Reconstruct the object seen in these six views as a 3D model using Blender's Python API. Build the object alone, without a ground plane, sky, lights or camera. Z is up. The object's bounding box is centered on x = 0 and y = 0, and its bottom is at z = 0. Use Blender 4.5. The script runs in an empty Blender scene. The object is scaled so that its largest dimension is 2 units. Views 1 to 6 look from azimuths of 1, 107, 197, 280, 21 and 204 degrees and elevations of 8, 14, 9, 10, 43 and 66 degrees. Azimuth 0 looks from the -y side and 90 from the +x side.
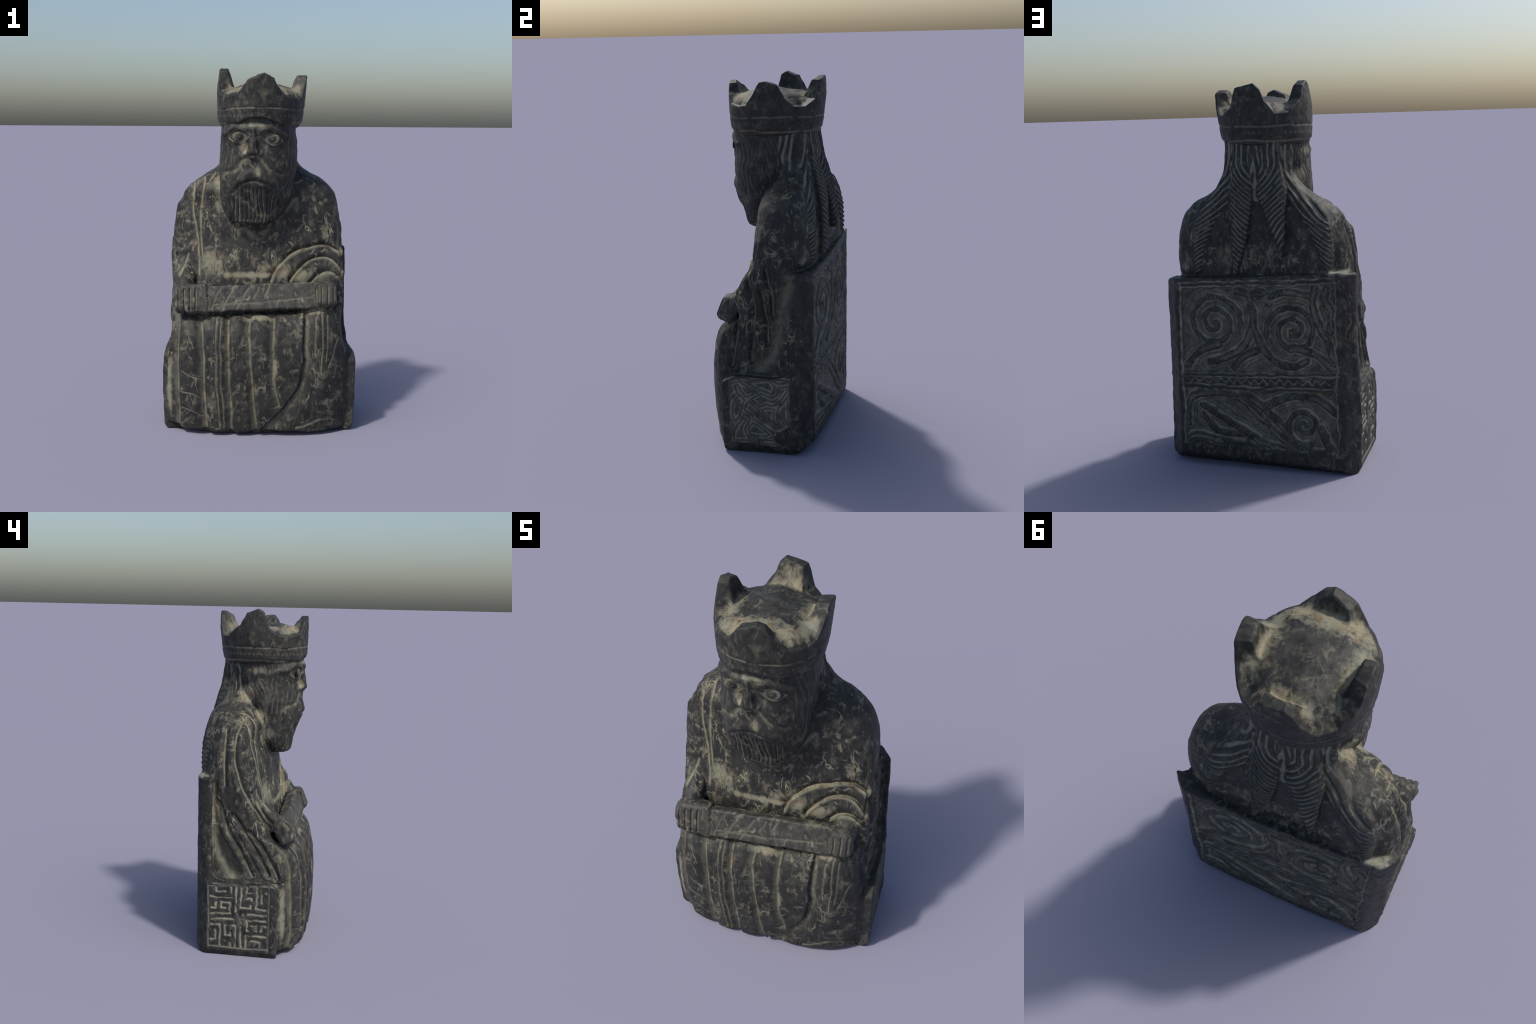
# Seated king chess piece carved in dark stone: an implicit solid is described part by part
# (lofts, ellipsoids, boxes), polygonised, refined, carved with relief rules and split into named parts.
import bpy, math
import numpy as np

H = 0.010          # polygonisation step (m); two refinements follow
LEVELS = 2

# ----------------------------------------------------------------------------- helpers
def curve(t, xs, ys):
    """monotone cubic through control points, resampled"""
    xs, ys = np.asarray(xs, float), np.asarray(ys, float)
    h, m = np.diff(xs), np.diff(ys) / np.diff(xs)
    s = np.zeros(len(xs))
    s[1:-1] = np.where(m[1:] * m[:-1] > 0, 2 * m[1:] * m[:-1] / np.where(m[1:] + m[:-1] == 0, 1, m[1:] + m[:-1]), 0)
    s[0], s[-1] = m[0], m[-1]
    tt = np.linspace(xs[0], xs[-1], 400)
    i = np.clip(np.searchsorted(xs, tt) - 1, 0, len(h) - 1)
    u = (tt - xs[i]) / h[i]
    yy = (1 + 2 * u) * (1 - u) ** 2 * ys[i] + u * (1 - u) ** 2 * h[i] * s[i] + u * u * (3 - 2 * u) * ys[i + 1] + u * u * (u - 1) * h[i] * s[i + 1]
    return np.interp(t, tt, yy)

def lerp_table(t, table):
    """columns of a (key, v1, v2, ...) table interpolated at t"""
    a = np.array(sorted(table), float)
    return [curve(t, a[:, 0], a[:, i]) for i in range(1, a.shape[1])]

def smin(a, b, k):
    h = np.clip(0.5 + 0.5 * (b - a) / k, 0, 1)
    return b + (a - b) * h - k * h * (1 - h)

def smax(a, b, k):
    return -smin(-a, -b, k)

def sstep(a, b, x):
    t = np.clip((x - a) / (b - a), 0, 1)
    return t * t * (3 - 2 * t)

def loft(p, table, cap=0.0):
    """stack of super-elliptic sections: z, x_left, x_right, y_front, y_back, exponent"""
    x, y, z = p
    xl, xr, yf, yb, n = lerp_table(z, table)
    dx, dy = x - (xl + xr) / 2, y - (yf + yb) / 2
    a, b = (xr - xl) / 2, (yb - yf) / 2
    q = ((np.abs(dx) / a) ** n + (np.abs(dy) / b) ** n + 1e-9) ** (1 / n)
    r = np.sqrt(dx * dx + dy * dy) + 1e-6
    d = r * (1 - 1 / np.maximum(q, 0.05)) * 0.92
    zs = [t[0] for t in table]
    return smax(smax(d, z - max(zs), 0.012), min(zs) - z, 0.012)

def ellipsoid(p, c, r):
    d = [(p[i] - c[i]) / r[i] for i in range(3)]
    k0 = np.sqrt(sum(v * v for v in d)) + 1e-9
    k1 = np.sqrt(sum((v / r[i]) ** 2 for i, v in enumerate(d))) + 1e-9
    return k0 * (k0 - 1) / k1

def capsule(p, a, b, ra, rb):
    a, b = np.array(a), np.array(b)
    ab = b - a
    t = np.clip(sum((p[i] - a[i]) * ab[i] for i in range(3)) / (ab @ ab), 0, 1)
    return np.sqrt(sum((p[i] - a[i] - t * ab[i]) ** 2 for i in range(3))) - (ra + (rb - ra) * t)

def round_box(p, c, axes, half, r):
    """box with centre c, orthonormal-ish axes (3 rows), half sizes and edge radius"""
    q = [np.abs(sum((p[i] - c[i]) * ax[i] for i in range(3))) - h + r for ax, h in zip(axes, half)]
    out = np.sqrt(sum(np.maximum(v, 0) ** 2 for v in q))
    return out + np.minimum(np.maximum(np.maximum(q[0], q[1]), q[2]), 0) - r

def seg_dist(u, v, line):
    """distance in a plane to a polyline"""
    best = np.full(u.shape, 9.0)
    for (a0, a1), (b0, b1) in zip(line[:-1], line[1:]):
        e0, e1 = b0 - a0, b1 - a1
        t = np.clip(((u - a0) * e0 + (v - a1) * e1) / (e0 * e0 + e1 * e1), 0, 1)
        best = np.minimum(best, np.hypot(u - a0 - t * e0, v - a1 - t * e1))
    return best

def smooth_line(line, n=2):
    """Chaikin corner cutting of a control polyline"""
    for _ in range(n):
        out = [line[0]]
        for a, b in zip(line[:-1], line[1:]):
            out += [(.75 * a[0] + .25 * b[0], .75 * a[1] + .25 * b[1]), (.25 * a[0] + .75 * b[0], .25 * a[1] + .75 * b[1])]
        line = out + [line[-1]]
    return line

def lines_dist(u, v, lines):
    best = np.full(u.shape, 9.0)
    for l in lines:
        best = np.minimum(best, seg_dist(u, v, smooth_line(l)))
    return best

def noise(x, y, z, seed=0):
    """lattice value noise, -1..1"""
    xi, yi, zi = np.floor(x).astype(np.int64), np.floor(y).astype(np.int64), np.floor(z).astype(np.int64)
    fx, fy, fz = x - xi, y - yi, z - zi
    fx, fy, fz = [f * f * (3 - 2 * f) for f in (fx, fy, fz)]
    def h(a, b, c):
        n = (a * 374761393 + b * 668265263 + c * 1274126177 + seed * 974711) & 0xFFFFFFFF
        n = ((n ^ (n >> 13)) * 1103515245) & 0xFFFFFFFF
        return ((n ^ (n >> 16)) & 0xFFFF) / 32767.5 - 1
    r = 0
    for a in (0, 1):
        for b in (0, 1):
            for c in (0, 1):
                w = (fx if a else 1 - fx) * (fy if b else 1 - fy) * (fz if c else 1 - fz)
                r = r + w * h(xi + a, yi + b, zi + c)
    return r

# ----------------------------------------------------------------------------- the solid, part by part
TORSO = [  # z, x_left, x_right, y_front, y_back, exponent
    (0.42, -.46, .42, -.12, .26, 3.2), (0.60, -.476, .438, -.13, .27, 3.4), (0.80, -.490, .452, -.112, .275, 3.4), (0.95, -.494, .455, -.090, .275, 3.2),
    (1.05, -.490, .458, -.073, .270, 3.0), (1.16, -.476, .457, -.063, .265, 2.8), (1.25, -.450, .442, -.048, .262, 2.7),
    (1.31, -.430, .424, -.045, .258, 2.6), (1.375, -.372, .370, -.022, .252, 2.5), (1.44, -.268, .258, .010, .245, 2.4), (1.52, -.17, .165, .03, .225, 2.2)]
HEAD_FRONT = [
    (1.147, -.110, .050, -.150, -.030, 2.2), (1.168, -.152, .085, -.172, .010, 2.2), (1.205, -.190, .132, -.178, .040, 2.2),
    (1.240, -.210, .152, -.184, .060, 2.15), (1.280, -.218, .170, -.195, .080, 2.1), (1.340, -.221, .182, -.216, .100, 2.1), (1.400, -.223, .190, -.234, .110, 2.1),
    (1.450, -.228, .202, -.232, .130, 2.15), (1.500, -.226, .206, -.230, .150, 2.2), (1.600, -.220, .203, -.228, .180, 2.25), (1.660, -.216, .194, -.228, .190, 2.25), (1.740, -.210, .198, -.228, .20, 2.25)]
NAPE = [
    (1.100, -.18, .17, .10, .250, 2.4), (1.280, -.20, .18, .05, .262, 2.4), (1.400, -.20, .19, .03, .262, 2.4), (1.450, -.198, .195, .02, .258, 2.4), (1.500, -.174, .194, 0, .248, 2.2),
    (1.560, -.172, .192, -.05, .242, 2.2), (1.620, -.178, .190, -.05, .236, 2.2), (1.720, -.185, .190, -.05, .228, 2.3)]
# hanging plaits: z, centre x, half width, height of the outer face (y)
PLAITS = [
    [(1.70, .145, .030, .205), (1.58, .148, .034, .205), (1.50, .162, .043, .220), (1.43, .190, .056, .248), (1.37, .225, .066, .268), (1.29, .270, .056, .285), (1.20, .298, .042, .292), (1.03, .318, .020, .288)],
    [(1.70, .062, .052, .232), (1.56, .064, .056, .252), (1.43, .064, .060, .288), (1.33, .066, .053, .306), (1.24, .072, .044, .312), (1.14, .085, .030, .312), (1.03, .104, .014, .304)],
    [(1.70, -.072, .052, .234), (1.56, -.080, .060, .254), (1.45, -.094, .076, .284), (1.36, -.112, .060, .304), (1.29, -.129, .046, .314), (1.21, -.142, .028, .318), (1.125, -.150, .008, .316)],
    [(1.70, -.150, .028, .180), (1.56, -.152, .030, .198), (1.47, -.188, .046, .232), (1.39, -.268, .074, .276), (1.31, -.323, .066, .296), (1.20, -.362, .046, .308), (1.03, -.394, .020, .304)]]
CROWN_OUT = [
    (1.665, -.205, .195, -.215, .230, 2.1), (1.690, -.222, .214, -.232, .246, 2.15), (1.715, -.235, .228, -.246, .256, 2.15), (1.745, -.238, .235, -.248, .262, 2.15), (1.790, -.240, .242, -.250, .268, 2.15),
    (1.850, -.242, .248, -.250, .275, 2.15), (1.900, -.240, .252, -.250, .279, 2.15), (2.010, -.224, .260, -.250, .280, 2.15)]
CROWN_IN = [
    (1.740, -.100, .100, -.11, .12, 2), (1.830, -.145, .155, -.160, .168, 2.1), (1.870, -.153, .168, -.174, .188, 2.1), (1.910, -.162, .182, -.190, .206, 2.1), (2.010, -.180, .212, -.222, .245, 2.1)]
CROWN_RIM = [  # angle from +x (deg), rim height: four broken points and the hollows between
    (-36, 1.838), (-26, 1.842), (-13.5, 1.907), (-5, 1.962), (2, 1.966), (17, 1.948), (26.5, 1.875), (37, 1.833), (52, 1.832), (67, 1.870), (74.6, 1.966), (95, 1.986),
    (101.7, 1.958), (107, 1.900), (118, 1.838), (134, 1.846), (152, 1.909), (161, 1.978), (177, 2.000), (185, 1.985), (194, 1.885), (207, 1.852), (224, 1.845),
    (240, 1.858), (247, 1.890), (254, 1.930), (274, 1.964), (282, 1.949), (290, 1.898), (302, 1.845), (324, 1.832)]
SKIRT_PLAN = [(-.56, -.10), (-.53, -.150), (-.47, -.220), (-.42, -.260), (-.35, -.280), (-.22, -.302), (0, -.306), (.15, -.300), (.28, -.288), (.36, -.267), (.45, -.217), (.50, -.163), (.54, -.11)]
SKIRT_LEAN = [(0, .004), (.06, -.002), (.18, -.014), (.32, -.014), (.45, -.008), (.53, .004), (.59, .022), (.63, .050), (.66, .082), (.70, .13)]
SWORD_AXES = ((.998, .050, .037), (-.035, .925, -.38), (-.055, .378, .925))

def throne(p):
    x, y, z = p
    back = y - (.322 - .075 * x * x)
    d = smax(back, .72 * x + .69 * y - .523, .012)
    d = smax(d, -.737 * x + .676 * y - .549, .012)
    d = smax(d, .60 * y - .80 * z - (.151 - .032 * x), .01)                        # bevelled foot of the back
    right = (x - (.524 - .072 * y) - np.interp(z, [0, .05, .3, .45, .7, 1.0], [-.018, -.003, .003, .004, .022, .016])) * .98
    left = -x - np.interp(z, [0, .03, .30, .45, .70, 1.05], [.515, .530, .538, .528, .518, .520])
    d = smax(smax(d, right, .012), left, .012)
    slab = smax(.224 + np.where(x > 0, .004, -.012) - y, z - (1.026 - .058 * x) + 3.0 * np.maximum(0, np.abs(x) - .44) ** 2, .012)
    arms_top = np.interp(x, [-.5, .5], [.456, .436]) - .6 * np.maximum(0, -.12 - y)
    seat = smax(z - arms_top, -.178 - y, .012)
    d = smax(d, smin(slab, seat, np.where(x > 0, .15, .10)), .012)
    return smax(d, -z, .006)

def skirt(p):
    x, y, z = p
    plan = curve(x, *np.array(SKIRT_PLAN).T)
    knee = sstep(.2, .28, x) * .035
    lean = curve(z - knee, *np.array(SKIRT_LEAN).T)
    lean = lean + .005 * sstep(.24, .32, x) * sstep(.38, .14, z)
    d = (plan + lean - y) * .82
    d = smax(d, z - (.662 + knee + .3 * np.maximum(0, y + .2)), .02)
    side_r = x - np.interp(z, [0, .1, .40, .52, .62, .8], [.510, .515, .496, .458, .450, .448])
    side_l = -x - np.interp(z, [0, .1, .40, .50, .62, .8], [.512, .520, .512, .482, .478, .49])
    d = smax(smax(d, side_r, .015), side_l, .015)
    d = smax(d, y - .24, .02)
    foot = np.interp(x, [-.53, -.40, -.2, .0, .10, .2, .3, .45, .54], [.030, .014, .004, .004, .010, .012, .004, .010, .035])
    d = smax(d, foot - z + .35 * np.maximum(0, (plan + .05) - y), .012)
    return smax(d, -z, .004)

def torso(p):
    x, y, z = p
    hunch = .045 * sstep(-.10, -.36, x) * sstep(.90, 1.08, z) * sstep(.0, .2, y) + .030 * sstep(.14, .36, x) * sstep(.95, 1.08, z) * sstep(.0, .2, y)
    flat = .024 * sstep(-.12, -.30, x) * sstep(.10, -.02, y) * sstep(.80, .92, z) * sstep(1.36, 1.22, z)
    return loft((x, y - hunch - flat, z), TORSO)

def arm_right(p):      # the king's right arm (-x), wide sleeve falling to the lap
    d = capsule(p, (-.410, .085, 1.22), (-.428, .075, .98), .062, .062)
    d = smin(d, capsule(p, (-.432, .080, .95), (-.402, -.155, .775), .058, .050), .03)
    d = smin(d, capsule(p, (-.44, .06, .90), (-.428, -.105, .63), .052, .058), .04)
    return d

def arm_left(p):       # the king's left arm (+x), sleeve spread in arcs over the lap
    d = ellipsoid(p, (.340, .002, .800), (.28, .108, .212))
    d = smin(d, capsule(p, (.395, .05, 1.12), (.405, .03, .95), .066, .062), .04)
    d = smin(d, capsule(p, (.405, -.01, .89), (.375, -.140, .785), .054, .050), .03)
    return smax(d, p[0] - .464, .02)

def hand_right(p):
    return smin(round_box(p, (-.383, -.194, .744), SWORD_AXES, (.084, .050, .080), .036), ellipsoid(p, (-.448, -.212, .762), (.024, .032, .038)), .02)

def hand_left(p):
    return round_box(p, (.368, -.172, .766), SWORD_AXES, (.058, .054, .072), .036)

def sword(p):
    blade = round_box(p, (0, -.182, .750), SWORD_AXES, (.40, .034, .073), .012)
    guard = round_box(p, (-.306, -.198, .744), SWORD_AXES, (.024, .042, .082), .014)
    return smin(blade, guard, .01)

def plait(k):
    def f(p):
        x, y, z = p
        xc, w, top = lerp_table(z, PLAITS[k])
        u = (x - xc) / w
        face = y - (top - .018 * np.clip(u, -1.5, 1.5) ** 2 - (.012 if k in (0, 3) else 0) * np.clip(u if k == 0 else -u, 0, 1))
        side = (np.abs(x - xc) - w) * .9
        low = PLAITS[k][-1][0]
        return smax(smax(smax(face, side, .014), .16 - y, .01), np.maximum(low - z, z - 1.70), .012)
    return f

def robe_side(p):      # cloth running back into the chair on both flanks
    x, y, z = p
    d = np.maximum(x - .464, -x - .474)
    return smax(smax(smax(d, y - .25, .01), -.02 - y, .03), np.maximum(z - 1.0, .3 - z), .03)

def head(p):
    d = loft(p, HEAD_FRONT)
    for ex, ez in ((-.108, 1.630), (.066, 1.619)):
        d = smax(d, -ellipsoid(p, (ex, -.246, ez), (.062, .030, .048)), .015)
    nose = capsule(p, (-.034, -.222, 1.668), (-.041, -.232, 1.550), .016, .026)
    nose = smin(nose, ellipsoid(p, (-.036, -.224, 1.540), (.052, .027, .025)), .02)
    return smin(d, nose, .012)

def eye(p):
    a = ellipsoid(p, (-.108, -.213, 1.629), (.045, .012, .028))
    b = ellipsoid(p, (.066, -.214, 1.618), (.045, .012, .028))
    return np.minimum(a, b)

def nape(p):
    return loft(p, NAPE)

def crown(p):
    x, y, z = p
    ang = np.degrees(np.arctan2(y - .005, x - .005))
    ang = np.where(ang < -36, ang + 360, ang)
    rim = np.interp(ang, *np.array(CROWN_RIM).T)
    d = loft(p, CROWN_OUT)
    wall = smax(smax(d, -loft(p, CROWN_IN), .014), (z - rim) * .62, .008)
    cap = smax(ellipsoid(p, (.002, -.006, 1.836), (.222, .232, .082)), d + .020, .01) + .009 * noise(x * 13, y * 13, z * 13, 5)
    wall = smin(wall, cap, .02)
    arch = 1.680 + .050 * sstep(.16, .02, np.abs(x + .01)) * sstep(0, -.15, y)   # the brow band lifts over the face
    return smax(wall, arch - z, .01)

PARTS = [("throne", throne, .010), ("skirt", skirt, .012), ("torso", torso, .02), ("torso", robe_side, .015), ("arm_right", arm_right, .025), ("arm_left", arm_left, .020),
         ("hair", nape, .02), ("plait_a", plait(0), .016), ("plait_b", plait(1), .006), ("plait_c", plait(2), .006), ("plait_d", plait(3), .016),
         ("head", head, .014), ("crown", crown, .006), ("sword", sword, .008), ("hand_right", hand_right, .012), ("hand_left", hand_left, .012), ("eye", eye, .004)]
NAMES = [n for n, _, _ in PARTS]

def solid(p, labels=False):
    tot, dist = None, []
    for _, f, k in PARTS:
        d = f(p)
        if labels:
            dist.append(d)
        tot = d if tot is None else smin(tot, d, k)
    return (tot, np.stack(dist)) if labels else tot

# ----------------------------------------------------------------------------- polygonise (surface nets)
def surface_nets():
    lo, hi = np.array([-.60, -.40, -.03]), np.array([.60, .42, 2.05])
    n = np.ceil((hi - lo) / H).astype(int) + 1
    ax = [lo[i] + H * np.arange(n[i]) for i in range(3)]
    F = np.empty(n, np.float32)
    for k0 in range(0, n[2], 26):
        X, Y, Z = np.meshgrid(ax[0], ax[1], ax[2][k0:k0 + 26], indexing="ij")
        F[:, :, k0:k0 + 26] = solid((X, Y, Z))
    S = F < 0
    m = n - 1
    corners = [(a, b, c) for a in (0, 1) for b in (0, 1) for c in (0, 1)]
    cnt = sum(S[a:a + m[0], b:b + m[1], c:c + m[2]].astype(np.int8) for a, b, c in corners)
    cells = np.argwhere((cnt > 0) & (cnt < 8))
    index = np.full(m, -1, np.int64)
    index[tuple(cells.T)] = np.arange(len(cells))
    acc, num = np.zeros((len(cells), 3)), np.zeros(len(cells))
    for i, a in enumerate(corners):
        for b in corners[i + 1:]:
            if sum(abs(a[k] - b[k]) for k in range(3)) != 1:
                continue
            fa, fb = F[tuple((cells + a).T)], F[tuple((cells + b).T)]
            hit = (fa < 0) != (fb < 0)
            t = np.where(hit, fa / np.where(hit, fa - fb, 1), 0)
            acc += np.where(hit[:, None], np.array(a) + t[:, None] * (np.array(b) - np.array(a)), 0)
            num += hit
    verts = lo + H * (cells + acc / num[:, None])
    quads = []
    for axis in range(3):
        u, v = (axis + 1) % 3, (axis + 2) % 3
        sl0, sl1 = [slice(None)] * 3, [slice(None)] * 3
        sl0[axis], sl1[axis] = slice(0, -1), slice(1, None)
        s0, s1 = S[tuple(sl0)], S[tuple(sl1)]
        e = np.argwhere(s0 != s1)
        e = e[(e[:, u] > 0) & (e[:, v] > 0) & (e[:, u] < n[u] - 1) & (e[:, v] < n[v] - 1)]
        flip = s1[tuple(e.T)]
        def cell(du, dv):
            c = e.copy(); c[:, u] -= du; c[:, v] -= dv
            return index[tuple(c.T)]
        q = np.stack([cell(1, 1), cell(0, 1), cell(0, 0), cell(1, 0)], 1)
        q[flip] = q[flip][:, ::-1]
        quads.append(q)
    return verts, np.concatenate(quads)

def normals(v, q):
    fn = np.cross(v[q[:, 2]] - v[q[:, 0]], v[q[:, 3]] - v[q[:, 1]])
    vn = np.zeros_like(v)
    for k in range(3):
        s = np.zeros(len(v))
        for c in range(4):
            s += np.bincount(q[:, c], fn[:, k], len(v))
        vn[:, k] = s
    return vn / (np.linalg.norm(vn, axis=1, keepdims=True) + 1e-12)

def relax(v, q, w):
    acc, num = np.zeros_like(v), np.bincount(q.ravel(), minlength=len(v)).astype(float) * 2
    for c in range(4):
        for s in (1, 3):
            o = v[q[:, (c + s) % 4]]
            for k in range(3):
                acc[:, k] += np.bincount(q[:, c], o[:, k], len(v))
    return v * (1 - w) + w * acc / num[:, None]

def refine(v, q):
    a, b = q.ravel(), np.roll(q, -1, 1).ravel()
    key = np.minimum(a, b) * len(v) + np.maximum(a, b)
    uniq, inv = np.unique(key, return_inverse=True)
    ev = (v[uniq // len(v)] + v[uniq % len(v)]) / 2
    em = (inv + len(v)).reshape(q.shape)
    fm = len(v) + len(uniq) + np.arange(len(q))
    nv = np.concatenate([v, ev, v[q].mean(1)])
    nq = np.concatenate([np.stack([q[:, c], em[:, c], fm, em[:, (c + 3) % 4]], 1) for c in range(4)])
    return nv, nq

def project(v, q, steps):
    for _ in range(steps):
        n = normals(v, q)
        d = np.empty(len(v))
        for i in range(0, len(v), 100000):
            d[i:i + 100000] = solid(v[i:i + 100000].T)
        v = v - n * np.clip(d, -.006, .006)[:, None]
    return v

# ----------------------------------------------------------------------------- carving rules
# engraved lines, given as control points in the plane of the face they are cut into
SCROLL_STEMS = [  # back of the chair (x, z)
    [(0.019, 0.751), (0.062, 0.656), (0.144, 0.598), (0.251, 0.568)], [(0.199, 0.658), (0.314, 0.628), (0.376, 0.546)], [(-0.009, 0.637), (0.064, 0.610), (0.114, 0.544)],
    [(-0.005, 0.966), (0.029, 0.911), (0.000, 0.836), (0.011, 0.751), (-0.040, 0.646), (-0.101, 0.580), (-0.194, 0.558), (-0.271, 0.589)],
    [(-0.196, 0.654), (-0.288, 0.651), (-0.363, 0.601), (-0.407, 0.558)], [(-0.319, 0.974), (-0.302, 0.885), (-0.337, 0.781), (-0.388, 0.693), (-0.412, 0.604)],
    [(-0.378, 0.969), (-0.362, 0.909), (-0.406, 0.858), (-0.396, 0.754)], [(-0.096, 0.923), (-0.190, 0.956), (-0.288, 0.929)], [(0.090, 0.948), (0.028, 0.927), (-0.051, 0.944)]]
BEAST_STEMS = [
    [(0.392, 0.222), (0.395, 0.328), (0.342, 0.392), (0.209, 0.404), (0.096, 0.388), (0.018, 0.322), (-0.074, 0.225), (-0.182, 0.131), (-0.306, 0.110), (-0.398, 0.114)],
    [(0.303, 0.326), (0.215, 0.284), (0.087, 0.213), (-0.024, 0.150), (-0.142, 0.112)], [(0.298, 0.270), (0.219, 0.179), (0.080, 0.189)],
    [(0.405, 0.131), (0.344, 0.169), (0.221, 0.138), (0.090, 0.124), (-0.022, 0.117)], [(-0.030, 0.341), (-0.158, 0.404), (-0.328, 0.408), (-0.410, 0.329)],
    [(-0.340, 0.238), (-0.369, 0.162), (-0.406, 0.118)], [(0.079, 0.420), (-0.015, 0.356), (-0.123, 0.261), (-0.183, 0.171)]]
SPIRALS = [  # centre x, z, outer radius, turns, handedness, start angle
    (.222, .774, .150, 2.3, 1, 1.2), (-.203, .745, .142, 2.2, -1, 2.2), (-.255, .255, .105, 1.7, -1, .6)]
PLEATS = [  # skirt front (x, z)
    [(-0.446, 0.70), (-0.449, 0.396), (-0.440, 0.0)], [(-0.318, 0.70), (-0.303, 0.398), (-0.283, 0.0)], [(-0.166, 0.70), (-0.162, 0.399), (-0.143, 0.0)],
    [(-0.053, 0.70), (-0.044, 0.400), (-0.005, 0.0)], [(0.083, 0.70), (0.081, 0.480), (0.078, 0.323), (0.112, 0.185)]]
SHIN_EDGE = [(0.249, 0.74), (0.252, 0.481), (0.243, 0.324), (0.187, 0.213), (0.099, 0.109), (0.010, 0.03)]
SKIRT_LINES = [[(0.347, 0.684), (0.346, 0.560), (0.345, 0.365)], [(0.437, 0.545), (0.401, 0.436), (0.386, 0.389)], [(-0.236, 0.648), (-0.231, 0.398), (-0.216, 0.05)],
               [(-.212, .64), (-.207, .398), (-.19, .05)], [(.315, .66), (.31, .45)], [(.375, .66), (.37, .42)]]
CLOAK_LINES = [[(-0.377, 1.366), (-0.374, 1.186), (-0.351, 1.076), (-0.343, 0.949), (-0.336, 0.861)], [(-0.314, 1.397), (-0.331, 1.226), (-0.335, 1.068), (-0.312, 0.909)], [(-0.403, 0.972), (-0.419, 0.908), (-0.443, 0.860)]]
SLEEVE_ARCS = [[(0.063, 0.826), (0.121, 0.941), (0.218, 1.001), (0.349, 1.041), (0.45, 0.985)], [(0.173, 0.831), (0.242, 0.926), (0.327, 0.967), (0.405, 0.955), (0.47, 0.88)],
               [(0.290, 0.824), (0.329, 0.872), (0.383, 0.892), (0.430, 0.873), (0.468, 0.80)]]
FLANK_RIGHT = [  # the king's right side (y, z)
    [(0.060, 1.368), (0.098, 1.228), (0.066, 1.046), (0.015, 0.940), (-0.078, 0.798), (-0.161, 0.684)], [(0.176, 0.902), (0.122, 0.740), (0.037, 0.594), (-0.025, 0.477)], [(0.086, 0.833), (-0.006, 0.688), (-0.114, 0.491)],
    [(0.034, 1.355), (-0.004, 1.233), (-0.046, 1.015), (-0.059, 0.990), (-0.157, 0.870)], [(-0.015, 0.958), (-0.092, 0.814), (-0.137, 0.764)],
    [(-0.005, 0.733), (-0.096, 0.634), (-0.174, 0.473)], [(0.151, 1.321), (0.152, 1.115), (0.139, 1.004)]]
FLANK_HOLLOW_RIGHT = [(0.218, 1.00), (0.212, 0.80), (0.190, 0.640), (0.145, 0.540), (0.08, 0.478)]
FLANK_LEFT = [[(.02, 1.25), (-.005, 1.10), (-.045, .98), (-.10, .88)], [(.060, 1.02), (.095, .90), (.105, .76)], [(0.034, 0.902), (0.069, 0.758), (0.066, 0.602)], [(-0.004, 0.768), (-0.030, 0.507)], [(-0.033, 0.951), (0.001, 0.800), (-0.010, 0.682)], [(-0.094, 0.746), (-0.134, 0.474)]]
FLANK_HOLLOW_LEFT = [(0.190, 0.97), (0.145, 0.811), (0.125, 0.656), (0.085, 0.53), (0.02, .475)]
KNOTWORK = [  # chair side under the king's left arm (y, z)
    [(-0.132, 0.407), (-0.029, 0.425), (0.080, 0.435)], [(0.088, 0.436), (0.126, 0.392), (0.180, 0.405)], [(0.126, 0.392), (0.109, 0.335), (0.063, 0.354), (0.001, 0.380), (-0.061, 0.406)],
    [(-0.093, 0.379), (-0.079, 0.340), (-0.017, 0.298), (0.030, 0.262), (0.068, 0.201), (0.121, 0.158)], [(-0.095, 0.330), (-0.128, 0.286), (-0.130, 0.204), (-0.108, 0.157), (-0.066, 0.219), (-0.056, 0.285), (-0.016, 0.330), (0.040, 0.360)],
    [(-0.108, 0.157), (-0.134, 0.104), (-0.127, 0.055)], [(-0.050, 0.237), (-0.003, 0.201), (-0.053, 0.139), (-0.038, 0.099), (0.034, 0.091), (0.105, 0.115), (0.043, 0.158), (-0.004, 0.185)],
    [(0.069, 0.282), (0.123, 0.272), (0.171, 0.341), (0.194, 0.367)], [(0.123, 0.272), (0.107, 0.205), (0.145, 0.161), (0.183, 0.125)], [(0.030, 0.262), (0.077, 0.283)], [(.19, .42), (.196, .25), (.195, .07)], [(-.12, .05), (.03, .07), (.19, .08)]]
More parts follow.
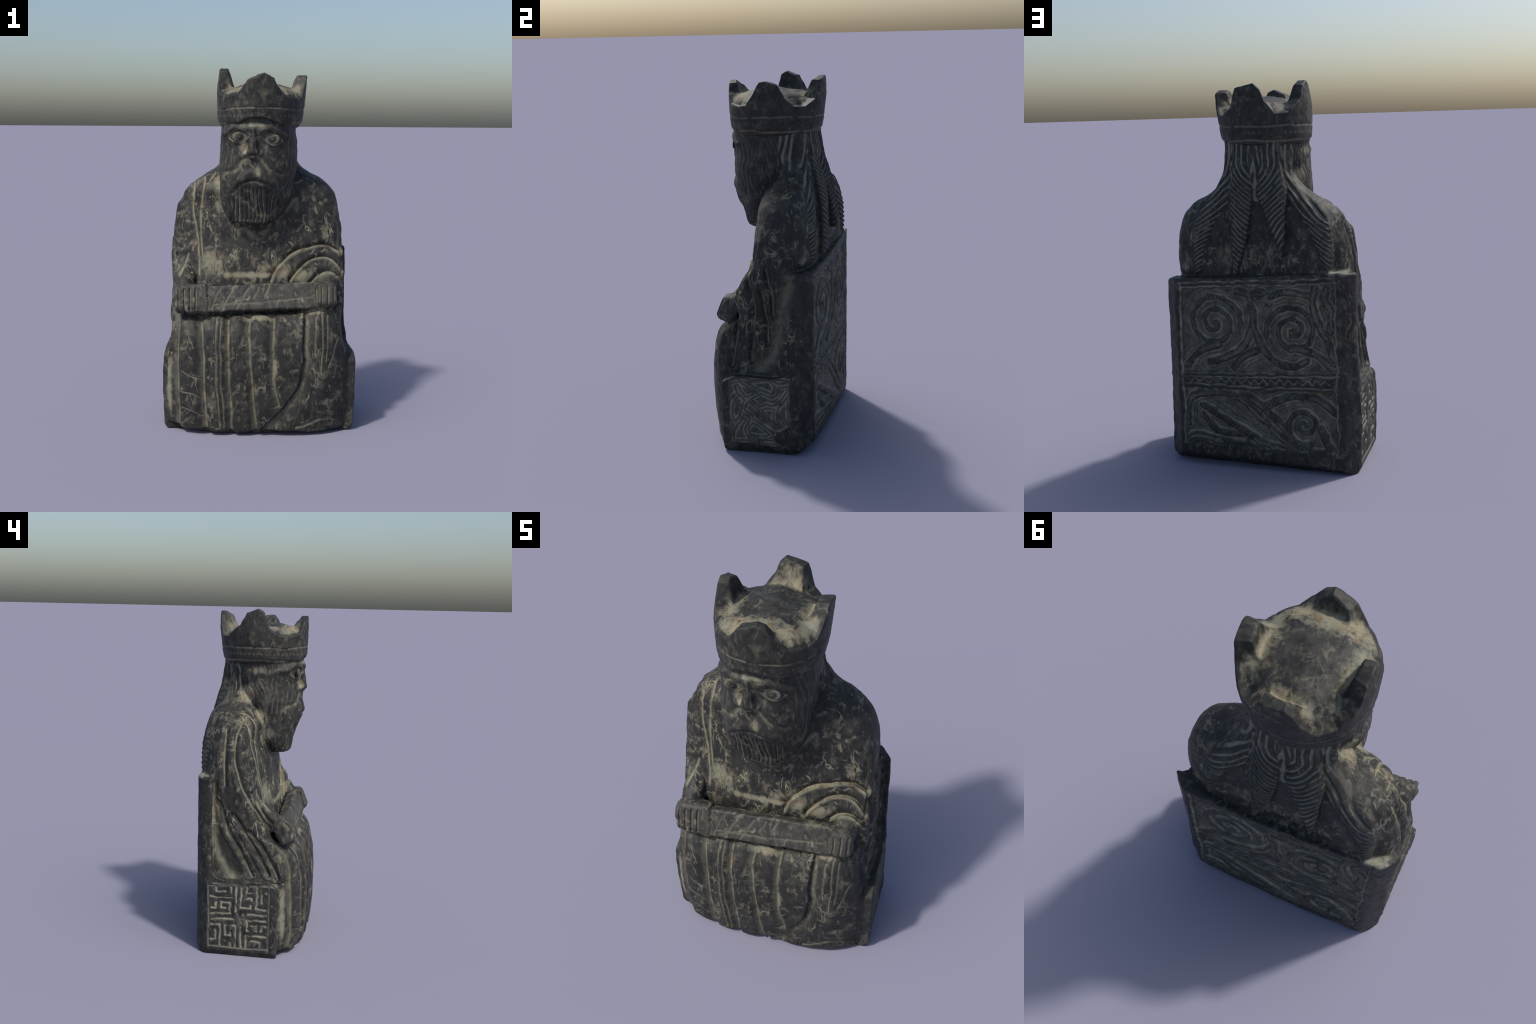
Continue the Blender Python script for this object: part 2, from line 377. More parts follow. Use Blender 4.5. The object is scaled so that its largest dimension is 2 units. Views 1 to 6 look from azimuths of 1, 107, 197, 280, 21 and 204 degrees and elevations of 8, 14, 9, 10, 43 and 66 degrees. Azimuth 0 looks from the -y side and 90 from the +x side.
# soft patches where pale paste has stayed: centre, radii, strength
PASTE = [((-.085, -.23, 1.57), (.030, .06, .055), .9), ((.035, -.23, 1.575), (.022, .06, .050), .6), ((-.100, -.23, 1.645), (.075, .05, .045), .46), ((.050, -.23, 1.636), (.065, .05, .045), .42), ((-.012, -.24, 1.437), (.030, .05, .040), .62), ((-.040, -.24, 1.522), (.028, .05, .014), .6),
         ((-.03, -.24, 1.690), (.10, .05, .014), .8), ((-.19, .08, 1.50), (.08, .06, .09), .9), ((-.20, -.01, 1.37), (.08, .06, .08), .85), ((-.19, -.05, 1.27), (.07, .05, .07), .75), ((-.21, .0, 1.645), (.06, .10, .035), .6), ((-.54, .04, .24), (.04, .19, .22), .42), ((.20, -.02, 1.62), (.05, .14, .06), .35),
         ((-.27, -.07, .93), (.09, .06, .08), .8), ((-.05, -.12, .865), (.22, .07, .022), .95), ((.02, -.1, .91), (.06, .06, .04), .7), ((.12, -.10, .90), (.06, .07, .09), .9), ((.23, -.13, .87), (.07, .07, .055), .95), ((-.24, -.03, 1.24), (.05, .07, .16), .55), ((.20, -.03, 1.25), (.05, .07, .12), .35),
         ((-.46, -.05, .98), (.06, .09, .10), .45), ((-.51, -.215, .26), (.035, .035, .24), 1.0), ((-.47, .20, .78), (.05, .035, .26), .8), ((.45, .17, .75), (.05, .045, .26), .45), ((0, .25, 1.12), (.40, .03, .10), .62), ((-.42, .28, 1.05), (.10, .05, .02), .8), ((.0, .29, 1.03), (.45, .03, .02), .5),
         ((.12, -.28, .10), (.12, .07, .05), .5), ((.30, -.27, .40), (.06, .06, .30), .35), ((.09, -.30, .36), (.018, .06, .20), .7), ((-.3, -.27, .66), (.18, .06, .025), .8), ((.0, -.25, .655), (.16, .07, .025), .8), ((.33, -.21, .69), (.12, .07, .03), .7),
         ((.17, .0, 1.87), (.07, .20, .06), .85), ((-.15, .0, 1.87), (.06, .20, .06), .85), ((.0, -.15, 1.87), (.22, .08, .06), .95), ((.0, .19, 1.88), (.2, .06, .07), .75), ((0, .22, 1.93), (.07, .04, .07), .65)]

def spiral_dist(u, v, c):
    cx, cz, R, turns, hand, start = c
    r, a = np.hypot(u - cx, v - cz), np.arctan2(v - cz, (u - cx) * hand) - start
    pitch = R / turns
    f = np.mod(a / (2 * math.pi), 1)
    best = np.full(u.shape, 9.0)
    for k in range(int(turns) + 1):
        rr = (f + k) * pitch
        ok = (f + k) <= turns
        best = np.where(ok, np.minimum(best, np.abs(r - rr)), best)
    return best

def key_fret(u, v):
    """square key pattern: each quarter of the panel holds a hooked square spiral, quarters turned against each other"""
    best = np.full(u.shape, 9.0)
    s = .031
    hooks = [[(5.2, .5), (1.6, .5), (1.6, 2.4), (3.3, 2.4), (3.3, 1.5), (2.5, 1.5)], [(.5, 1.0), (.5, 5.2)], [(1.5, 3.4), (5.2, 3.4)], [(1.5, 3.4), (1.5, 5.2)], [(2.5, 4.3), (4.2, 4.3), (4.2, 5.2)], [(4.3, 1.5), (5.2, 1.5)], [(4.3, 2.4), (4.3, 1.5)]]
    for k in range(4):
        c, n = round(math.cos(k * math.pi / 2)), round(math.sin(k * math.pi / 2))
        for line in hooks:
            pts = [((c * a - n * b) * s, (n * a + c * b) * s * 1.12) for a, b in line]
            best = np.minimum(best, seg_dist(u, v, pts))
    return best

def cut(d, w):
    """soft V groove of half width w"""
    return np.exp(-(d / w) ** 2)

def relief(v, n, lab):
    x, y, z = v.T
    N = len(v)
    disp, paste = np.zeros(N), np.zeros(N)
    is_ = lambda *names: np.isin(lab, [NAMES.index(k) for k in names])
    jx, jy, jz = noise(x * 14, y * 14, z * 14, 1), noise(x * 14, y * 14, z * 14, 2), noise(x * 14, y * 14, z * 14, 3)
    wx, wy, wz = x + .006 * jx, y + .006 * jy, z + .006 * jz          # hand-cut wobble

    def add(m, dd, pp=None):
        disp[m] += dd
        if pp is not None:
            paste[m] = np.maximum(paste[m], pp)

    # --- back of the chair: framed scrolls above, beast below, beaded band between
    m = is_("throne") & (n[:, 1] > .55) & (z < 1.06)
    u = wx[m] + .005 * noise(x[m] * 38, z[m] * 38, 0 * x[m], 21) + .004 * jy[m]
    w = wz[m] + .005 * noise(x[m] * 38, z[m] * 38, 0 * x[m], 22)
    t = np.clip((.41 - u) / .83, -.1, 1.1)
    top, b1, b2, b3, bot = .952 + .048 * t, .500 + .040 * t, .440 + .009 * t, .412 + .018 * t, .116 - .012 * t
    inside = sstep(0, .010, u + .424 + .0 * t) * sstep(0, .010, .408 - u) * sstep(0, .010, top - w) * sstep(0, .010, w - bot)
    d = np.full(u.shape, 9.0)
    for c in SPIRALS:
        d = np.minimum(d, spiral_dist(u, w, c) + .002)
    upper, lower = w > b1, w < b3
    stem = np.where(upper, lines_dist(u, w, SCROLL_STEMS), np.where(lower, lines_dist(u, w, BEAST_STEMS), 9.0))
    d = np.minimum(d, stem - .004)
    half = .0160
    ridge = sstep(half + .008, half - .004, d)
    edge = cut(d - half - .005, .0055) * (upper | lower)
    rib = cut(d, .004) * (noise(u * 9, w * 9, 0 * u, 7) > -.1)
    echo = np.maximum(.8 * cut(d - .036, .005), .6 * cut(d - .058, .006)) * (upper | lower) * (noise(u * 12, w * 12, 0 * u, 6) > -.45)
    band = (w < b1) & (w > b3)
    zig = np.abs(w - ((b1 - .018 + b2) / 2 + .010 * np.sin(u / .047 * 2 * math.pi)))
    lines = np.minimum(np.minimum(np.abs(w - b1), np.abs(w - b1 + .022)), np.minimum(np.abs(w - b2), np.abs(w - b3)))
    lines = np.minimum(lines, np.minimum(np.abs(w - top), np.abs(w - top - .026)))
    lines = np.minimum(lines, np.minimum(np.abs(u - .408), np.abs(u + .424)) + np.where((w > bot - .01) & (w < top + .03), 0, 1))
    rule = cut(lines, .005) * (np.abs(u + .008) < .43)
    dd = inside * np.where(band, -.008 - .006 * cut(zig, .007), -.016 + .016 * ridge * (1 - .25 * np.clip(d / half, 0, 1) ** 2) - .003 * rib - .003 * echo) - .006 * rule
    dd -= inside * .004 * sstep(-.1, .2, u)
    hatch = cut(np.abs(np.sin((u + .7 * w) / .020 * math.pi)), .25) * (noise(u * 22, w * 22, 0 * u, 8) > .15) * inside
    pp = np.maximum(inside * np.where(band, .65 * cut(zig, .006), np.maximum(np.maximum(edge, .85 * echo), np.maximum(.28 * (1 - ridge), .45 * rib))), .85 * rule)
    pp = np.maximum(pp, .65 * hatch * ridge)
    add(m, dd - .0020 * hatch, pp * (.75 + .35 * noise(x[m] * 25, z[m] * 25, 0 * u, 23)))

    # --- chair sides
    m = is_("throne") & (n[:, 0] < -.6) & (z < .50) & (y < .23)
    u, w = wy[m], wz[m]
    inside = sstep(0, .008, u + .135) * sstep(0, .008, .222 - u) * sstep(0, .008, .428 - .075 * (u - .05) - w) * sstep(0, .008, w - .05)
    u2, w2 = u + .004 * noise(u * 45, w * 45, 0 * u, 31), w + .004 * noise(u * 45, w * 45, 0 * u, 32)
    d = key_fret(u2 - .042, w2 - .243 + .03 * (u2 - .04))
    line = cut(d, .0070) * sstep(-.75, -.25, noise(u * 30, w * 30, 0 * u, 33))
    frame = cut(np.minimum(np.minimum(np.abs(u + .135), np.abs(u - .222)), np.minimum(np.abs(w - .428 + .075 * (u - .05)), np.abs(w - .05))), .006) * (np.abs(u - .043) < .185) * (w > .045) * (w < .45)
    add(m, -.004 * inside - .009 * inside * line - .005 * frame, np.maximum(line * inside, .4 * frame))
    m = is_("throne") & (n[:, 0] > .35) & (z < .46) & (y < .22)
    u, w = wy[m], wz[m]
    d = lines_dist(u, w, KNOTWORK)
    line = np.maximum(.7 * cut(d, .0075), cut(d - .020, .006) * (d < .05))
    line = line * sstep(-.8, -.2, noise(u * 30, w * 30, 0 * u, 35))
    inside = sstep(0, .01, u + .14) * sstep(0, .01, .2 - u) * sstep(0, .01, .43 - w) * sstep(0, .01, w - .05)
    add(m, inside * (-.001 - .008 * line), inside * np.maximum(.9 * line, .15))
    # top edge line of the chair sides
    m = is_("throne") & (np.abs(n[:, 0]) > .5) & (z < .52) & (y < .2)
    g = cut(wz[m] - np.where(x[m] < 0, .432, .440), .006) * .5
    add(m, -.003 * g, g)

    # --- skirt pleats: rounded tubes stepping down from left to right
    m = is_("skirt") & (n[:, 1] < -.15)
    u, w = wx[m], wz[m]
    gx = [np.interp(w, *np.array(sorted((b, a) for a, b in l)).T) for l in PLEATS]
    dd, pp = np.zeros(u.shape), np.zeros(u.shape)
    shin = np.array(smooth_line(SHIN_EDGE)); o = np.argsort(shin[:, 1])
    sx = np.interp(w, shin[o, 1], shin[o, 0])
    left_of = u < sx
    for i, g in enumerate(gx):
        live = left_of & (w > (.165 if i == 4 else -1))
        g_ = u - g
        depth = .020 if i else .012
        dd -= live * depth * np.where(g_ < 0, np.exp(-(g_ / .030) ** 2), np.exp(-(g_ / .012) ** 2))
        pp = np.maximum(pp, live * np.maximum(cut(g_, .0075), .45 * cut(g_ + .012, .012)))
    ds = seg_dist(u, w, smooth_line(SHIN_EDGE))
    dd += -.022 * np.where(left_of, cut(ds, .007), np.exp(-(ds / .055) ** 2))
    pp = np.maximum(pp, np.where(left_of, 0, .75 * cut(ds - .016, .012)))
    dl = lines_dist(u, w, SKIRT_LINES)
    dd -= .004 * cut(dl, .005)
    pp = np.maximum(pp, .75 * cut(dl, .005))
    hem = cut(w - (.075 + .022 * np.cos((u - .37) / .07 * 1.3)), .008) * (u > .20)
    dd -= .010 * hem
    pp = np.maximum(pp, .7 * hem)
    tick = cut(np.abs(np.sin((w + .35 * u + .01 * jx[m]) / .105 * math.pi)), .13) * sstep(-.44, -.42, u) * sstep(-.30, -.33, u) * (w < .42)
    dd -= .005 * tick
    pp = np.maximum(pp, .6 * tick)
    add(m, dd, pp * (.62 + .30 * jz[m] + .25 * noise(x[m] * 30, y[m] * 30, z[m] * 18, 51)))

    # --- flanks
    cloth = is_("torso", "skirt", "arm_right", "arm_left")
    m = cloth & (n[:, 0] < -.35) & (z > .45)
    u, w = wy[m], wz[m]
    d = lines_dist(u, w, FLANK_RIGHT)
    hollow = cut(seg_dist(u, w, smooth_line(FLANK_HOLLOW_RIGHT)), .028)
    gate = sstep(.35, .65, -n[m, 0])
    add(m, gate * (-.010 * np.exp(-(d / .011) ** 2) + .006 * np.exp(-((d - .028) / .014) ** 2) - .014 * hollow), gate * np.maximum(.85 * cut(d, .006), .7 * hollow))
    m = cloth & (n[:, 0] > .35) & (z > .45) & (z < 1.25)
    u, w = wy[m], wz[m]
    d = lines_dist(u, w, FLANK_LEFT)
    hollow = cut(seg_dist(u, w, smooth_line(FLANK_HOLLOW_LEFT)), .032)
    gate = sstep(.35, .65, n[m, 0]) * sstep(1.22, 1.10, w)
    add(m, gate * (-.020 * np.exp(-(d / .013) ** 2) + .006 * np.exp(-((d - .030) / .016) ** 2) - .018 * hollow), gate * np.maximum(.7 * cut(d, .006), .55 * hollow))

    # --- cloak edge and sleeve arcs on the front
    m = is_("torso", "arm_right") & (n[:, 1] < -.1) & (x < -.15) & (z > .83)
    d = lines_dist(wx[m], wz[m], CLOAK_LINES)
    add(m, -.006 * cut(d, .009), .9 * cut(d, .007))
    m = is_("torso", "arm_left") & (n[:, 1] < .1) & (x > 0) & (z > .80) & (z < 1.12)
    u, w = wx[m], wz[m]
    gate = sstep(-.15, -.45, n[m, 1])
    dd, pp = np.zeros(u.shape), np.zeros(u.shape)
    for i, l in enumerate(SLEEVE_ARCS):
        l = smooth_line(l)
        d = seg_dist(u, w, l)
        la = np.array(l)
        above = w > np.interp(u, la[:, 0], la[:, 1], left=-9, right=9)
        dd += np.where(above, -.016 * np.exp(-(d / .016) ** 2), .008 * np.exp(-(d / .016) ** 2))
        pp = np.maximum(pp, np.where(above, cut(d, .004), (1.0, .8, .8)[i] * cut(d - .006, .008)))
    add(m, gate * dd, gate * pp)
    # neckline: shallow collar in a wide V under the beard
    m = is_("torso") & (n[:, 1] < .1) & (z > 1.03) & (z < 1.35) & (np.abs(x + .02) < .27)
    d = seg_dist(wx[m], wz[m], [(-.24, 1.26), (-.02, 1.06), (.20, 1.28)])
    add(m, -.005 * cut(d, .016), .6 * cut(d, .016) * sstep(-.5, .3, noise(x[m] * 40, z[m] * 40, 0 * d, 41)))

    # --- hair: slanting ribs on each plait, straight strands on the nape
    for k, (nm, lean) in enumerate((("plait_a", -2.0), ("plait_b", 1.15), ("plait_c", -.80), ("plait_d", 1.7))):
        m = is_(nm) & (n[:, 1] > .05)
        u, w = x[m], z[m]
        xc = lerp_table(w, PLAITS[k])[0]
        q = np.maximum(0, 1.60 - w)                       # strands hang straight, then sweep sideways further down
        f = (u - xc * sstep(1.3, 1.6, w)) + lean * (q - .07 * (1 - np.exp(-q / .07)))
        g = .5 - .5 * np.cos((f / (.044 if k in (0, 3) else .033) + .18 * jx[m]) * 2 * math.pi)
        flat = sstep(.10, .50, n[m, 1]) if k == 0 else sstep(.45, .85, n[m, 1])
        add(m, -.008 * flat * (1 - g) ** 1.3, .8 * sstep(.45, .08, g) * (.3 + .7 * flat))
    m = is_("hair") & (n[:, 1] > -.1) & (z > 1.40)
    g = .5 - .5 * np.cos((np.arctan2(x[m], y[m] + .05) / .12 + .9 * (z[m] - 1.5) * np.sign(x[m]) * 6 + .6 * jx[m]) * 2 * math.pi)
    add(m, -.004 * (1 - g), .7 * sstep(.6, .1, g))

    # --- crown: rule line and dots on the band
    m = is_("crown") & (np.hypot(x / .235, y / .25) > .86) & (z < 1.84)
    rr = cut(wz[m] - (1.778 + .004 * np.sin(3 * np.arctan2(y[m], x[m]))), .0045) * .7
    r2 = cut(wz[m] - 1.703, .005) * (y[m] > -.16)
    a = np.arctan2(y[m], x[m])
    dot = np.abs(np.hypot(((a / .105 + 50) % 1 - .5) * .0252, z[m] - 1.742) - .005)
    dots = cut(dot, .0025) * (noise(a * 3, 0 * a, 0 * a, 4) > -.2)
    add(m, -.004 * rr - .003 * r2 - .001 * dots, np.maximum(np.maximum(.75 * rr * (noise(a * 6, 0 * a, 0 * a, 9) > -.5), .6 * r2), .28 * dots))

    # --- face: lids, brows, moustache, cheeks, combed beard
    m = is_("head") & (n[:, 1] < -.15)
    u, w = x[m] + .003 * jx[m], z[m] + .003 * jz[m]
    dd, pp = np.zeros(u.shape), np.zeros(u.shape)
    for ex, ez in ((-.108, 1.630), (.066, 1.619)):
        e = np.abs((u - ex) / .060) ** 2 + np.abs(w - ez + .15 * (u - ex) * np.sign(ex)) / .034        # almond lids
        dd += .004 * np.exp(-((e - 1) / .2) ** 2)
        pp = np.maximum(pp, .5 * cut(e - .8, .15))
        brow = seg_dist(u, w, smooth_line([(ex - .078, ez + .014), (ex - .03, ez + .050), (ex + .055, ez + .040)] if ex < 0 else [(ex - .062, ez + .042), (ex, ez + .058), (ex + .078, ez + .010)]))
        dd += .015 * np.exp(-(brow / .018) ** 2)
    side = np.abs(u + .038)
    crease = seg_dist(side, w, smooth_line([(.030, 1.520), (.060, 1.500), (.085, 1.450), (.150, 1.435)]))
    dd -= .007 * np.exp(-(crease / .012) ** 2)
    pp = np.maximum(pp, .55 * cut(crease, .010) * (jx[m] > -.25))
    tache = seg_dist(side, w, smooth_line([(.0, 1.440), (.050, 1.420), (.100, 1.370), (.125, 1.310)]))
    dd += .010 * np.exp(-(tache / .026) ** 2)
    mouth = seg_dist(u, w, smooth_line([(-.145, 1.330), (-.106, 1.379), (-.031, 1.402), (.052, 1.380), (.106, 1.325)]))
    dd -= .008 * np.exp(-(mouth / .010) ** 2)
    chin = sstep(1.385, 1.335, w + .9 * side ** 2 * 4) * sstep(1.165, 1.185, w) * sstep(.165, .14, np.abs(u + .012))
    comb = .5 - .5 * np.cos(((u + .15 * (u + .02) * (1.3 - w)) / .0225 + .2 * jx[m]) * 2 * math.pi)
    dd -= .006 * chin * (1 - comb)
    pp = np.maximum(pp, .7 * chin * sstep(.16, .0, comb) * (noise(u * 25, w * 9, 0 * u, 3) > -.35))
    nost = seg_dist(side, w, [(.0, 1.528), (.034, 1.530), (.044, 1.552), (.030, 1.60)])
    dd -= .006 * np.exp(-(nost / .008) ** 2)
    add(m, dd, pp)
    m = is_("head") & (np.abs(n[:, 0]) > .4)
    g = .5 - .5 * np.cos((y[m] / .026 + .8 * jy[m] + 1.5 * z[m]) * 2 * math.pi)
    add(m, -.0015 * (1 - g), .22 * sstep(.35, .05, g) * sstep(.1, -.3, jz[m]))
    m = is_("eye")
    for ex, ez in ((-.108, 1.630), (.066, 1.619)):
        e = np.hypot((x[m] - ex) / .020, (z[m] - ez) / .017)
        add(m, -.0018 * cut(e - 1.1, .3) * (e < 3), np.maximum(.55 * cut(e - 1.55, .35) * (e < 4), .25 * (e < .25)))

    # --- fingers and blade
    for nm, x0, x1, cnt in (("hand_right", -.465, -.325, 4.5), ("hand_left", .31, .43, 3.5)):
        m = is_(nm) & (n[:, 1] < .3)
        g = .5 - .5 * np.cos((wx[m] - x0) / (x1 - x0) * cnt * 2 * math.pi)
        front = sstep(.75, .35, n[m, 2]) * sstep(.2, -.3, n[m, 1])
        add(m, -.008 * sstep(.5, 0, g) * front, .45 * sstep(.35, 0, g) * front)
    m = is_("sword") & (n[:, 1] < 0) & (x > -.28)
    d = lines_dist(wx[m], wz[m], [[(-.25, .72), (.0, .735), (.28, .76)], [(-.26, .70), (-.215, .80)], [(-.20, .69), (-.15, .80)], [(-.12, .70), (-.06, .81)], [(-.03, .76), (.00, .81)], [(.03, .77), (.06, .82)], [(-.23, .70), (-.10, .75)]])
    add(m, -.002 * cut(d, .006), .35 * cut(d, .005))

    # --- cap under the crown, weathering everywhere
    rough = .0016 * noise(x * 45, y * 45, z * 45, 11) + .0022 * noise(x * 18, y * 18, z * 18, 12)
    disp += rough
    patch = np.zeros(N)
    for c, r, sgth in PASTE:
        e = ((x - c[0]) / r[0]) ** 2 + ((y - c[1]) / r[1]) ** 2 + ((z - c[2]) / r[2]) ** 2
        patch = np.maximum(patch, sgth * np.exp(-e * .8))
    patch *= np.where(is_("crown"), sstep(.985, .94, np.hypot((x - .003) / .245, (y - .012) / .262)), 1)
    for ex, ez in ((-.108, 1.630), (.066, 1.619)):
        patch *= np.where(y < -.15, sstep(.6, 1.25, np.hypot((x - ex) / .021, (z - ez) / .018)), 1)
    return disp, np.clip(paste, 0, 1), patch

# ----------------------------------------------------------------------------- build
verts, quads = surface_nets()
verts = project(relax(verts, quads, .5), quads, 2)
for level in range(LEVELS):
    verts, quads = refine(verts, quads)
    verts = relax(verts, quads, .5)
    verts = project(verts, quads, 2 if level == 0 else 1)
print("MESH", len(verts), len(quads))

dist = np.empty((len(PARTS), len(verts)), np.float32)
for i in range(0, len(verts), 100000):
    dist[:, i:i + 100000] = solid(verts[i:i + 100000].T, True)[1]
lab = dist.argmin(0)
first = np.array([NAMES.index(k) for k in NAMES])
lab = first[lab]
nrm = normals(verts, quads)
disp, groove, patch = relief(verts, nrm, lab)
verts = verts + nrm * disp[:, None]
verts[:, 2] = np.maximum(verts[:, 2], 0)
nrm = normals(verts, quads)

# ----------------------------------------------------------------------------- materials
def stone(name, scratch=.5, blotch=.5, dark=(.024, .024, .0235), pale=(.280, .250, .168), gain=1.0):
    """near-black polished stone with pale paste left in the cuts, in patches and in fine scratches"""
    m = bpy.data.materials.new(name)
    m.use_nodes = True
    nt = m.node_tree
    nd, lk = nt.nodes, nt.links
    bsdf = nd["Principled BSDF"]
    co = nd.new("ShaderNodeTexCoord").outputs["Object"]

    def tex(scale, detail=4, rough=.6, distort=0, stretch=None):
        n = nd.new("ShaderNodeTexNoise")
        n.inputs["Scale"].default_value, n.inputs["Detail"].default_value = scale, detail
        n.inputs["Roughness"].default_value, n.inputs["Distortion"].default_value = rough, distort
        src = co
        if stretch:
            mp = nd.new("ShaderNodeMapping")
            mp.inputs["Scale"].default_value = stretch
            mp.inputs["Rotation"].default_value = (.3, .2, .4)
            lk.new(co, mp.inputs["Vector"]); src = mp.outputs[0]
        lk.new(src, n.inputs["Vector"])
        return n.outputs["Fac"]

    def math_(op, a, b=None, c=None, clamp=False):
        n = nd.new("ShaderNodeMath"); n.operation = op; n.use_clamp = clamp
        for i, v in enumerate((a, b, c)):
            if v is None:
                continue
            if isinstance(v, (int, float)):
                n.inputs[i].default_value = v
            else:
                lk.new(v, n.inputs[i])
        return n.outputs[0]

    def ramp(src, lo, hi):
        n = nd.new("ShaderNodeMapRange"); n.interpolation_type = "SMOOTHSTEP"
        n.inputs["From Min"].default_value, n.inputs["From Max"].default_value = lo, hi
        lk.new(src, n.inputs["Value"])
        return n.outputs[0]

    def attr(nm):
        n = nd.new("ShaderNodeAttribute"); n.attribute_name = nm
        return n.outputs["Fac"]

    def mix(f, a, b):
        n = nd.new("ShaderNodeMix"); n.data_type = "RGBA"
        lk.new(f, n.inputs["Factor"])
        for i, v in ((6, a), (7, b)):
            if isinstance(v, tuple):
                n.inputs[i].default_value = (*v, 1)
            else:
                lk.new(v, n.inputs[i])
        return n.outputs[2]

    coarse, mid, fine = tex(5, 3), tex(27, 5, .65, .6, (1, 1, .50)), tex(60, 4, .7)
    # squiggly scratches: thin level lines of distorted noises, broken up
    def squiggle(scale, wide, lo, hi, stretch):
        v = math_("ABSOLUTE", math_("SUBTRACT", tex(scale, 2.5, .55, .7, stretch), .5))
        v = math_("SUBTRACT", 1, ramp(v, 0, wide))
        return math_("MULTIPLY", v, ramp(tex(scale * .8, 2, .5), lo, hi))
    vein = math_("MAXIMUM", squiggle(15, .050, .46, .66, (1, 1, .55)), math_("MULTIPLY", squiggle(33, .080, .50, .68, (1, 1, .40)), .8))
    vein = math_("MULTIPLY", math_("MULTIPLY", vein, ramp(coarse, .30, .50)), scratch)
    flecks = math_("MULTIPLY", ramp(fine, .66, .74), math_("MULTIPLY", ramp(coarse, .42, .60), scratch))
    cloud = math_("MULTIPLY", ramp(math_("ADD", mid, math_("MULTIPLY", coarse, .8)), 1.00, 1.22), blotch)
    grain = math_("ADD", math_("MULTIPLY", math_("SUBTRACT", mid, .5), 1.25), math_("MULTIPLY", math_("SUBTRACT", fine, .5), .6))
    area = ramp(math_("ADD", attr("patch"), grain), .32, .82)
    area = math_("MULTIPLY", area, math_("MULTIPLY_ADD", attr("patch"), .5, .5))
    area = math_("MULTIPLY", area, ramp(attr("patch"), .08, .30))
    line = math_("MULTIPLY", attr("groove"), ramp(tex(30, 4, .7), .24, .56))
    mask = math_("MAXIMUM", math_("MAXIMUM", line, area), math_("MAXIMUM", vein, math_("MAXIMUM", flecks, cloud)))
    mask = math_("MULTIPLY", mask, gain, None, True)
    tint = mix(ramp(tex(9, 3), .35, .65), pale, tuple(c * f for c, f in zip(pale, (.80, .90, 1.0))))
    tint = mix(math_("MULTIPLY", ramp(fine, .45, .7), .45), tint, tuple(c * .45 for c in pale))
    tint = mix(ramp(tex(13, 3), .55, .68), tint, tuple(c * f for c, f in zip(pale, (.62, .56, .52))))
    body = mix(ramp(mid, .32, .68), tuple(c * .72 for c in dark), tuple(c * f for c, f in zip(dark, (1.6, 1.55, 1.4))))
    lk.new(mix(mask, body, tint), bsdf.inputs["Base Color"])
    lk.new(math_("MULTIPLY_ADD", mask, .20, .55), bsdf.inputs["Roughness"])
    bsdf.inputs["Specular IOR Level"].default_value = .25
    bump = nd.new("ShaderNodeBump")
    bump.inputs["Strength"].default_value, bump.inputs["Distance"].default_value = .25, .004
    lk.new(math_("MULTIPLY_ADD", mask, -.6, fine), bump.inputs["Height"])
    lk.new(bump.outputs[0], bsdf.inputs["Normal"])
    return m

MATS = {
    "crown": stone("dark_polished_stone", .30, .08), "robe": stone("worn_robe_stone", .80, .32), "skirt": stone("worn_skirt_stone", .62, .25), "head": stone("worn_face_stone", .42, .25),
    "hair": stone("combed_hair_stone", .35, .25, pale=(.265, .248, .185), gain=1.1), "throne": stone("carved_chair_stone", .28, .15, pale=(.285, .262, .195), gain=1.3), "sword": stone("scratched_blade_stone", .75, .30, dark=(.040, .039, .037))}

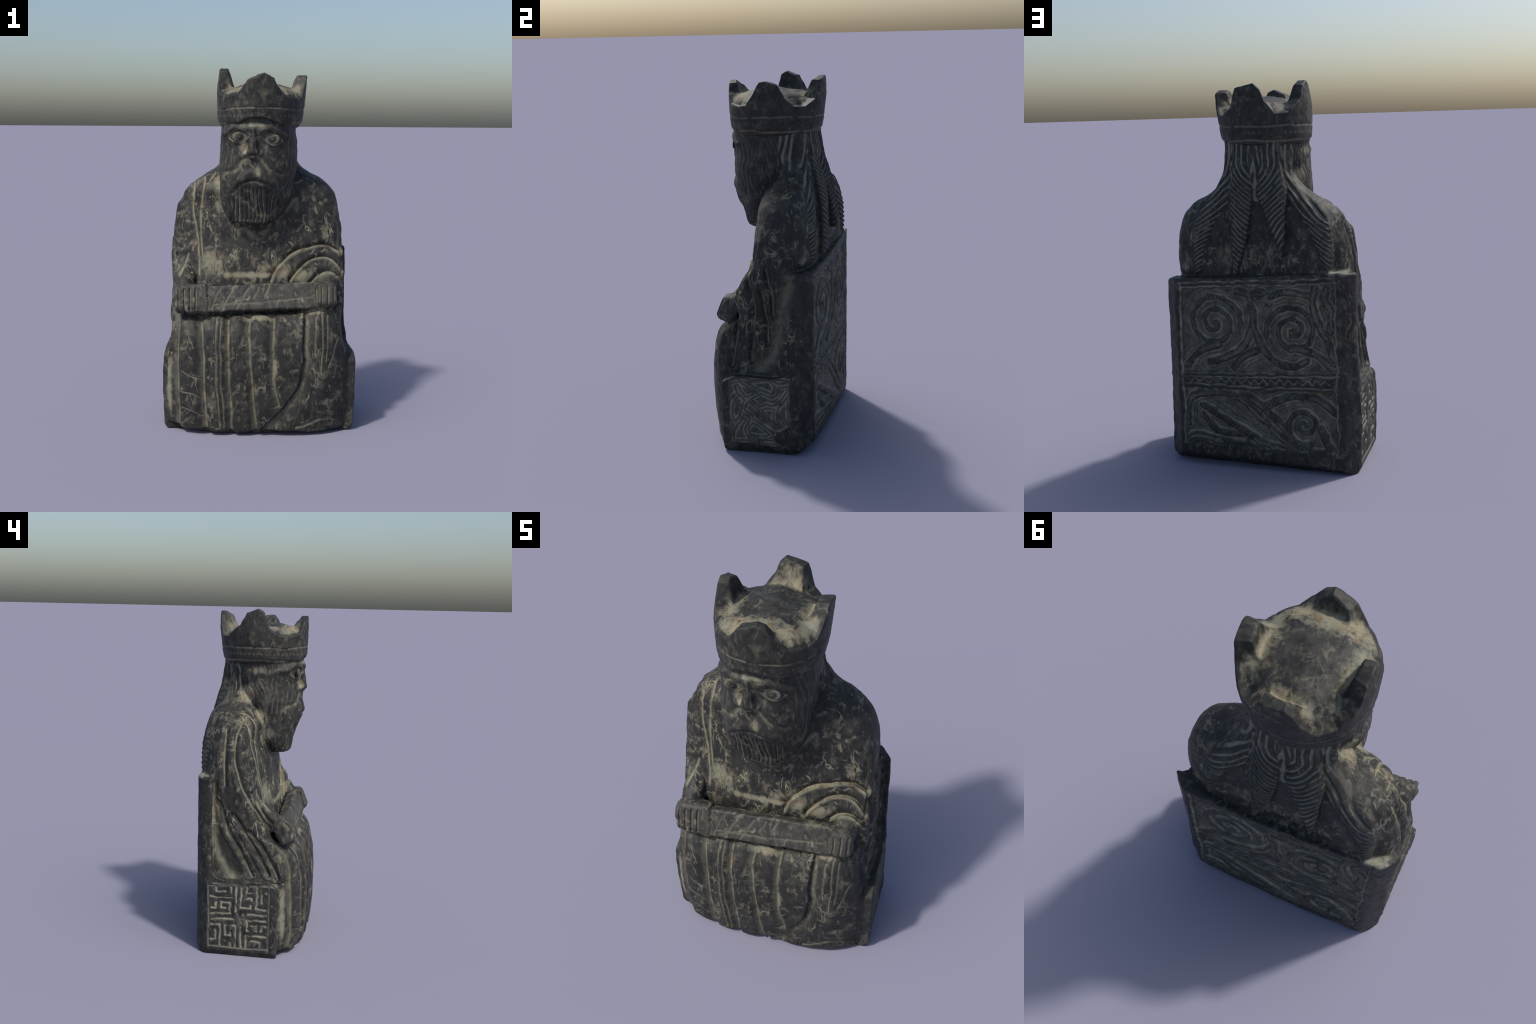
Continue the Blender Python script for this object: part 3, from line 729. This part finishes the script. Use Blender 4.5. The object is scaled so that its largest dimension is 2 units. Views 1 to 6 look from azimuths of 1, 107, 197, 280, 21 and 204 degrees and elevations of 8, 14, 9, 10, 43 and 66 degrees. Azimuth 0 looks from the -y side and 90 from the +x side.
# ----------------------------------------------------------------------------- split into named parts under one root
root = bpy.data.objects.new("king_statuette", None)
root["label"] = "dark carved stone king seated on throne with sword across lap"
root["category"] = "chess piece"
bpy.context.collection.objects.link(root)

BUILD = [("throne", ("throne",), "throne"), ("skirt", ("skirt",), "skirt"), ("torso", ("torso",), "robe"), ("arm", ("arm_right",), "robe"), ("arm", ("arm_left",), "robe"),
         ("hair", ("hair",), "hair"), ("plait", ("plait_a",), "hair"), ("plait", ("plait_b",), "hair"), ("plait", ("plait_c",), "hair"), ("plait", ("plait_d",), "hair"),
         ("head", ("head",), "head"), ("crown", ("crown",), "crown"), ("sword", ("sword",), "sword"), ("hand", ("hand_right",), "sword"), ("hand", ("hand_left",), "sword"), ("eye", ("eye",), "head")]

def border_votes(face_lab, rounds=3):
    """even out ragged borders between parts: each face takes the label most of its corner neighbourhoods have"""
    for _ in range(rounds):
        score = np.zeros((len(PARTS), len(verts)), np.float32)
        for c in range(4):
            np.add.at(score, (face_lab, quads[:, c]), 1)
        face_lab = sum(score[:, quads[:, c]] for c in range(4)).argmax(0)
    return face_lab

face_lab = border_votes(lab[quads[:, 0]])
made = {}
for name, keys, mat in BUILD:
    sel = quads[np.isin(face_lab, [NAMES.index(k) for k in keys])]
    used, inv = np.unique(sel, return_inverse=True)
    me = bpy.data.meshes.new(name)
    me.vertices.add(len(used)); me.vertices.foreach_set("co", verts[used].astype(np.float32).ravel())
    me.loops.add(sel.size); me.loops.foreach_set("vertex_index", inv.ravel().astype(np.int32))
    me.polygons.add(len(sel)); me.polygons.foreach_set("loop_start", np.arange(0, sel.size, 4, dtype=np.int32))
    me.update(calc_edges=True); me.validate()
    me.polygons.foreach_set("use_smooth", np.ones(len(me.polygons), bool))
    for nm, data in (("groove", groove), ("patch", patch)):
        me.attributes.new(nm, "FLOAT", "POINT").data.foreach_set("value", data[used].astype(np.float32))
    me.normals_split_custom_set_from_vertices(nrm[used].astype(np.float32))
    me.materials.append(MATS[mat])
    ob = bpy.data.objects.new(name, me)
    bpy.context.collection.objects.link(ob)
    ob.parent = made["head"] if name == "eye" else root
    made[name] = ob
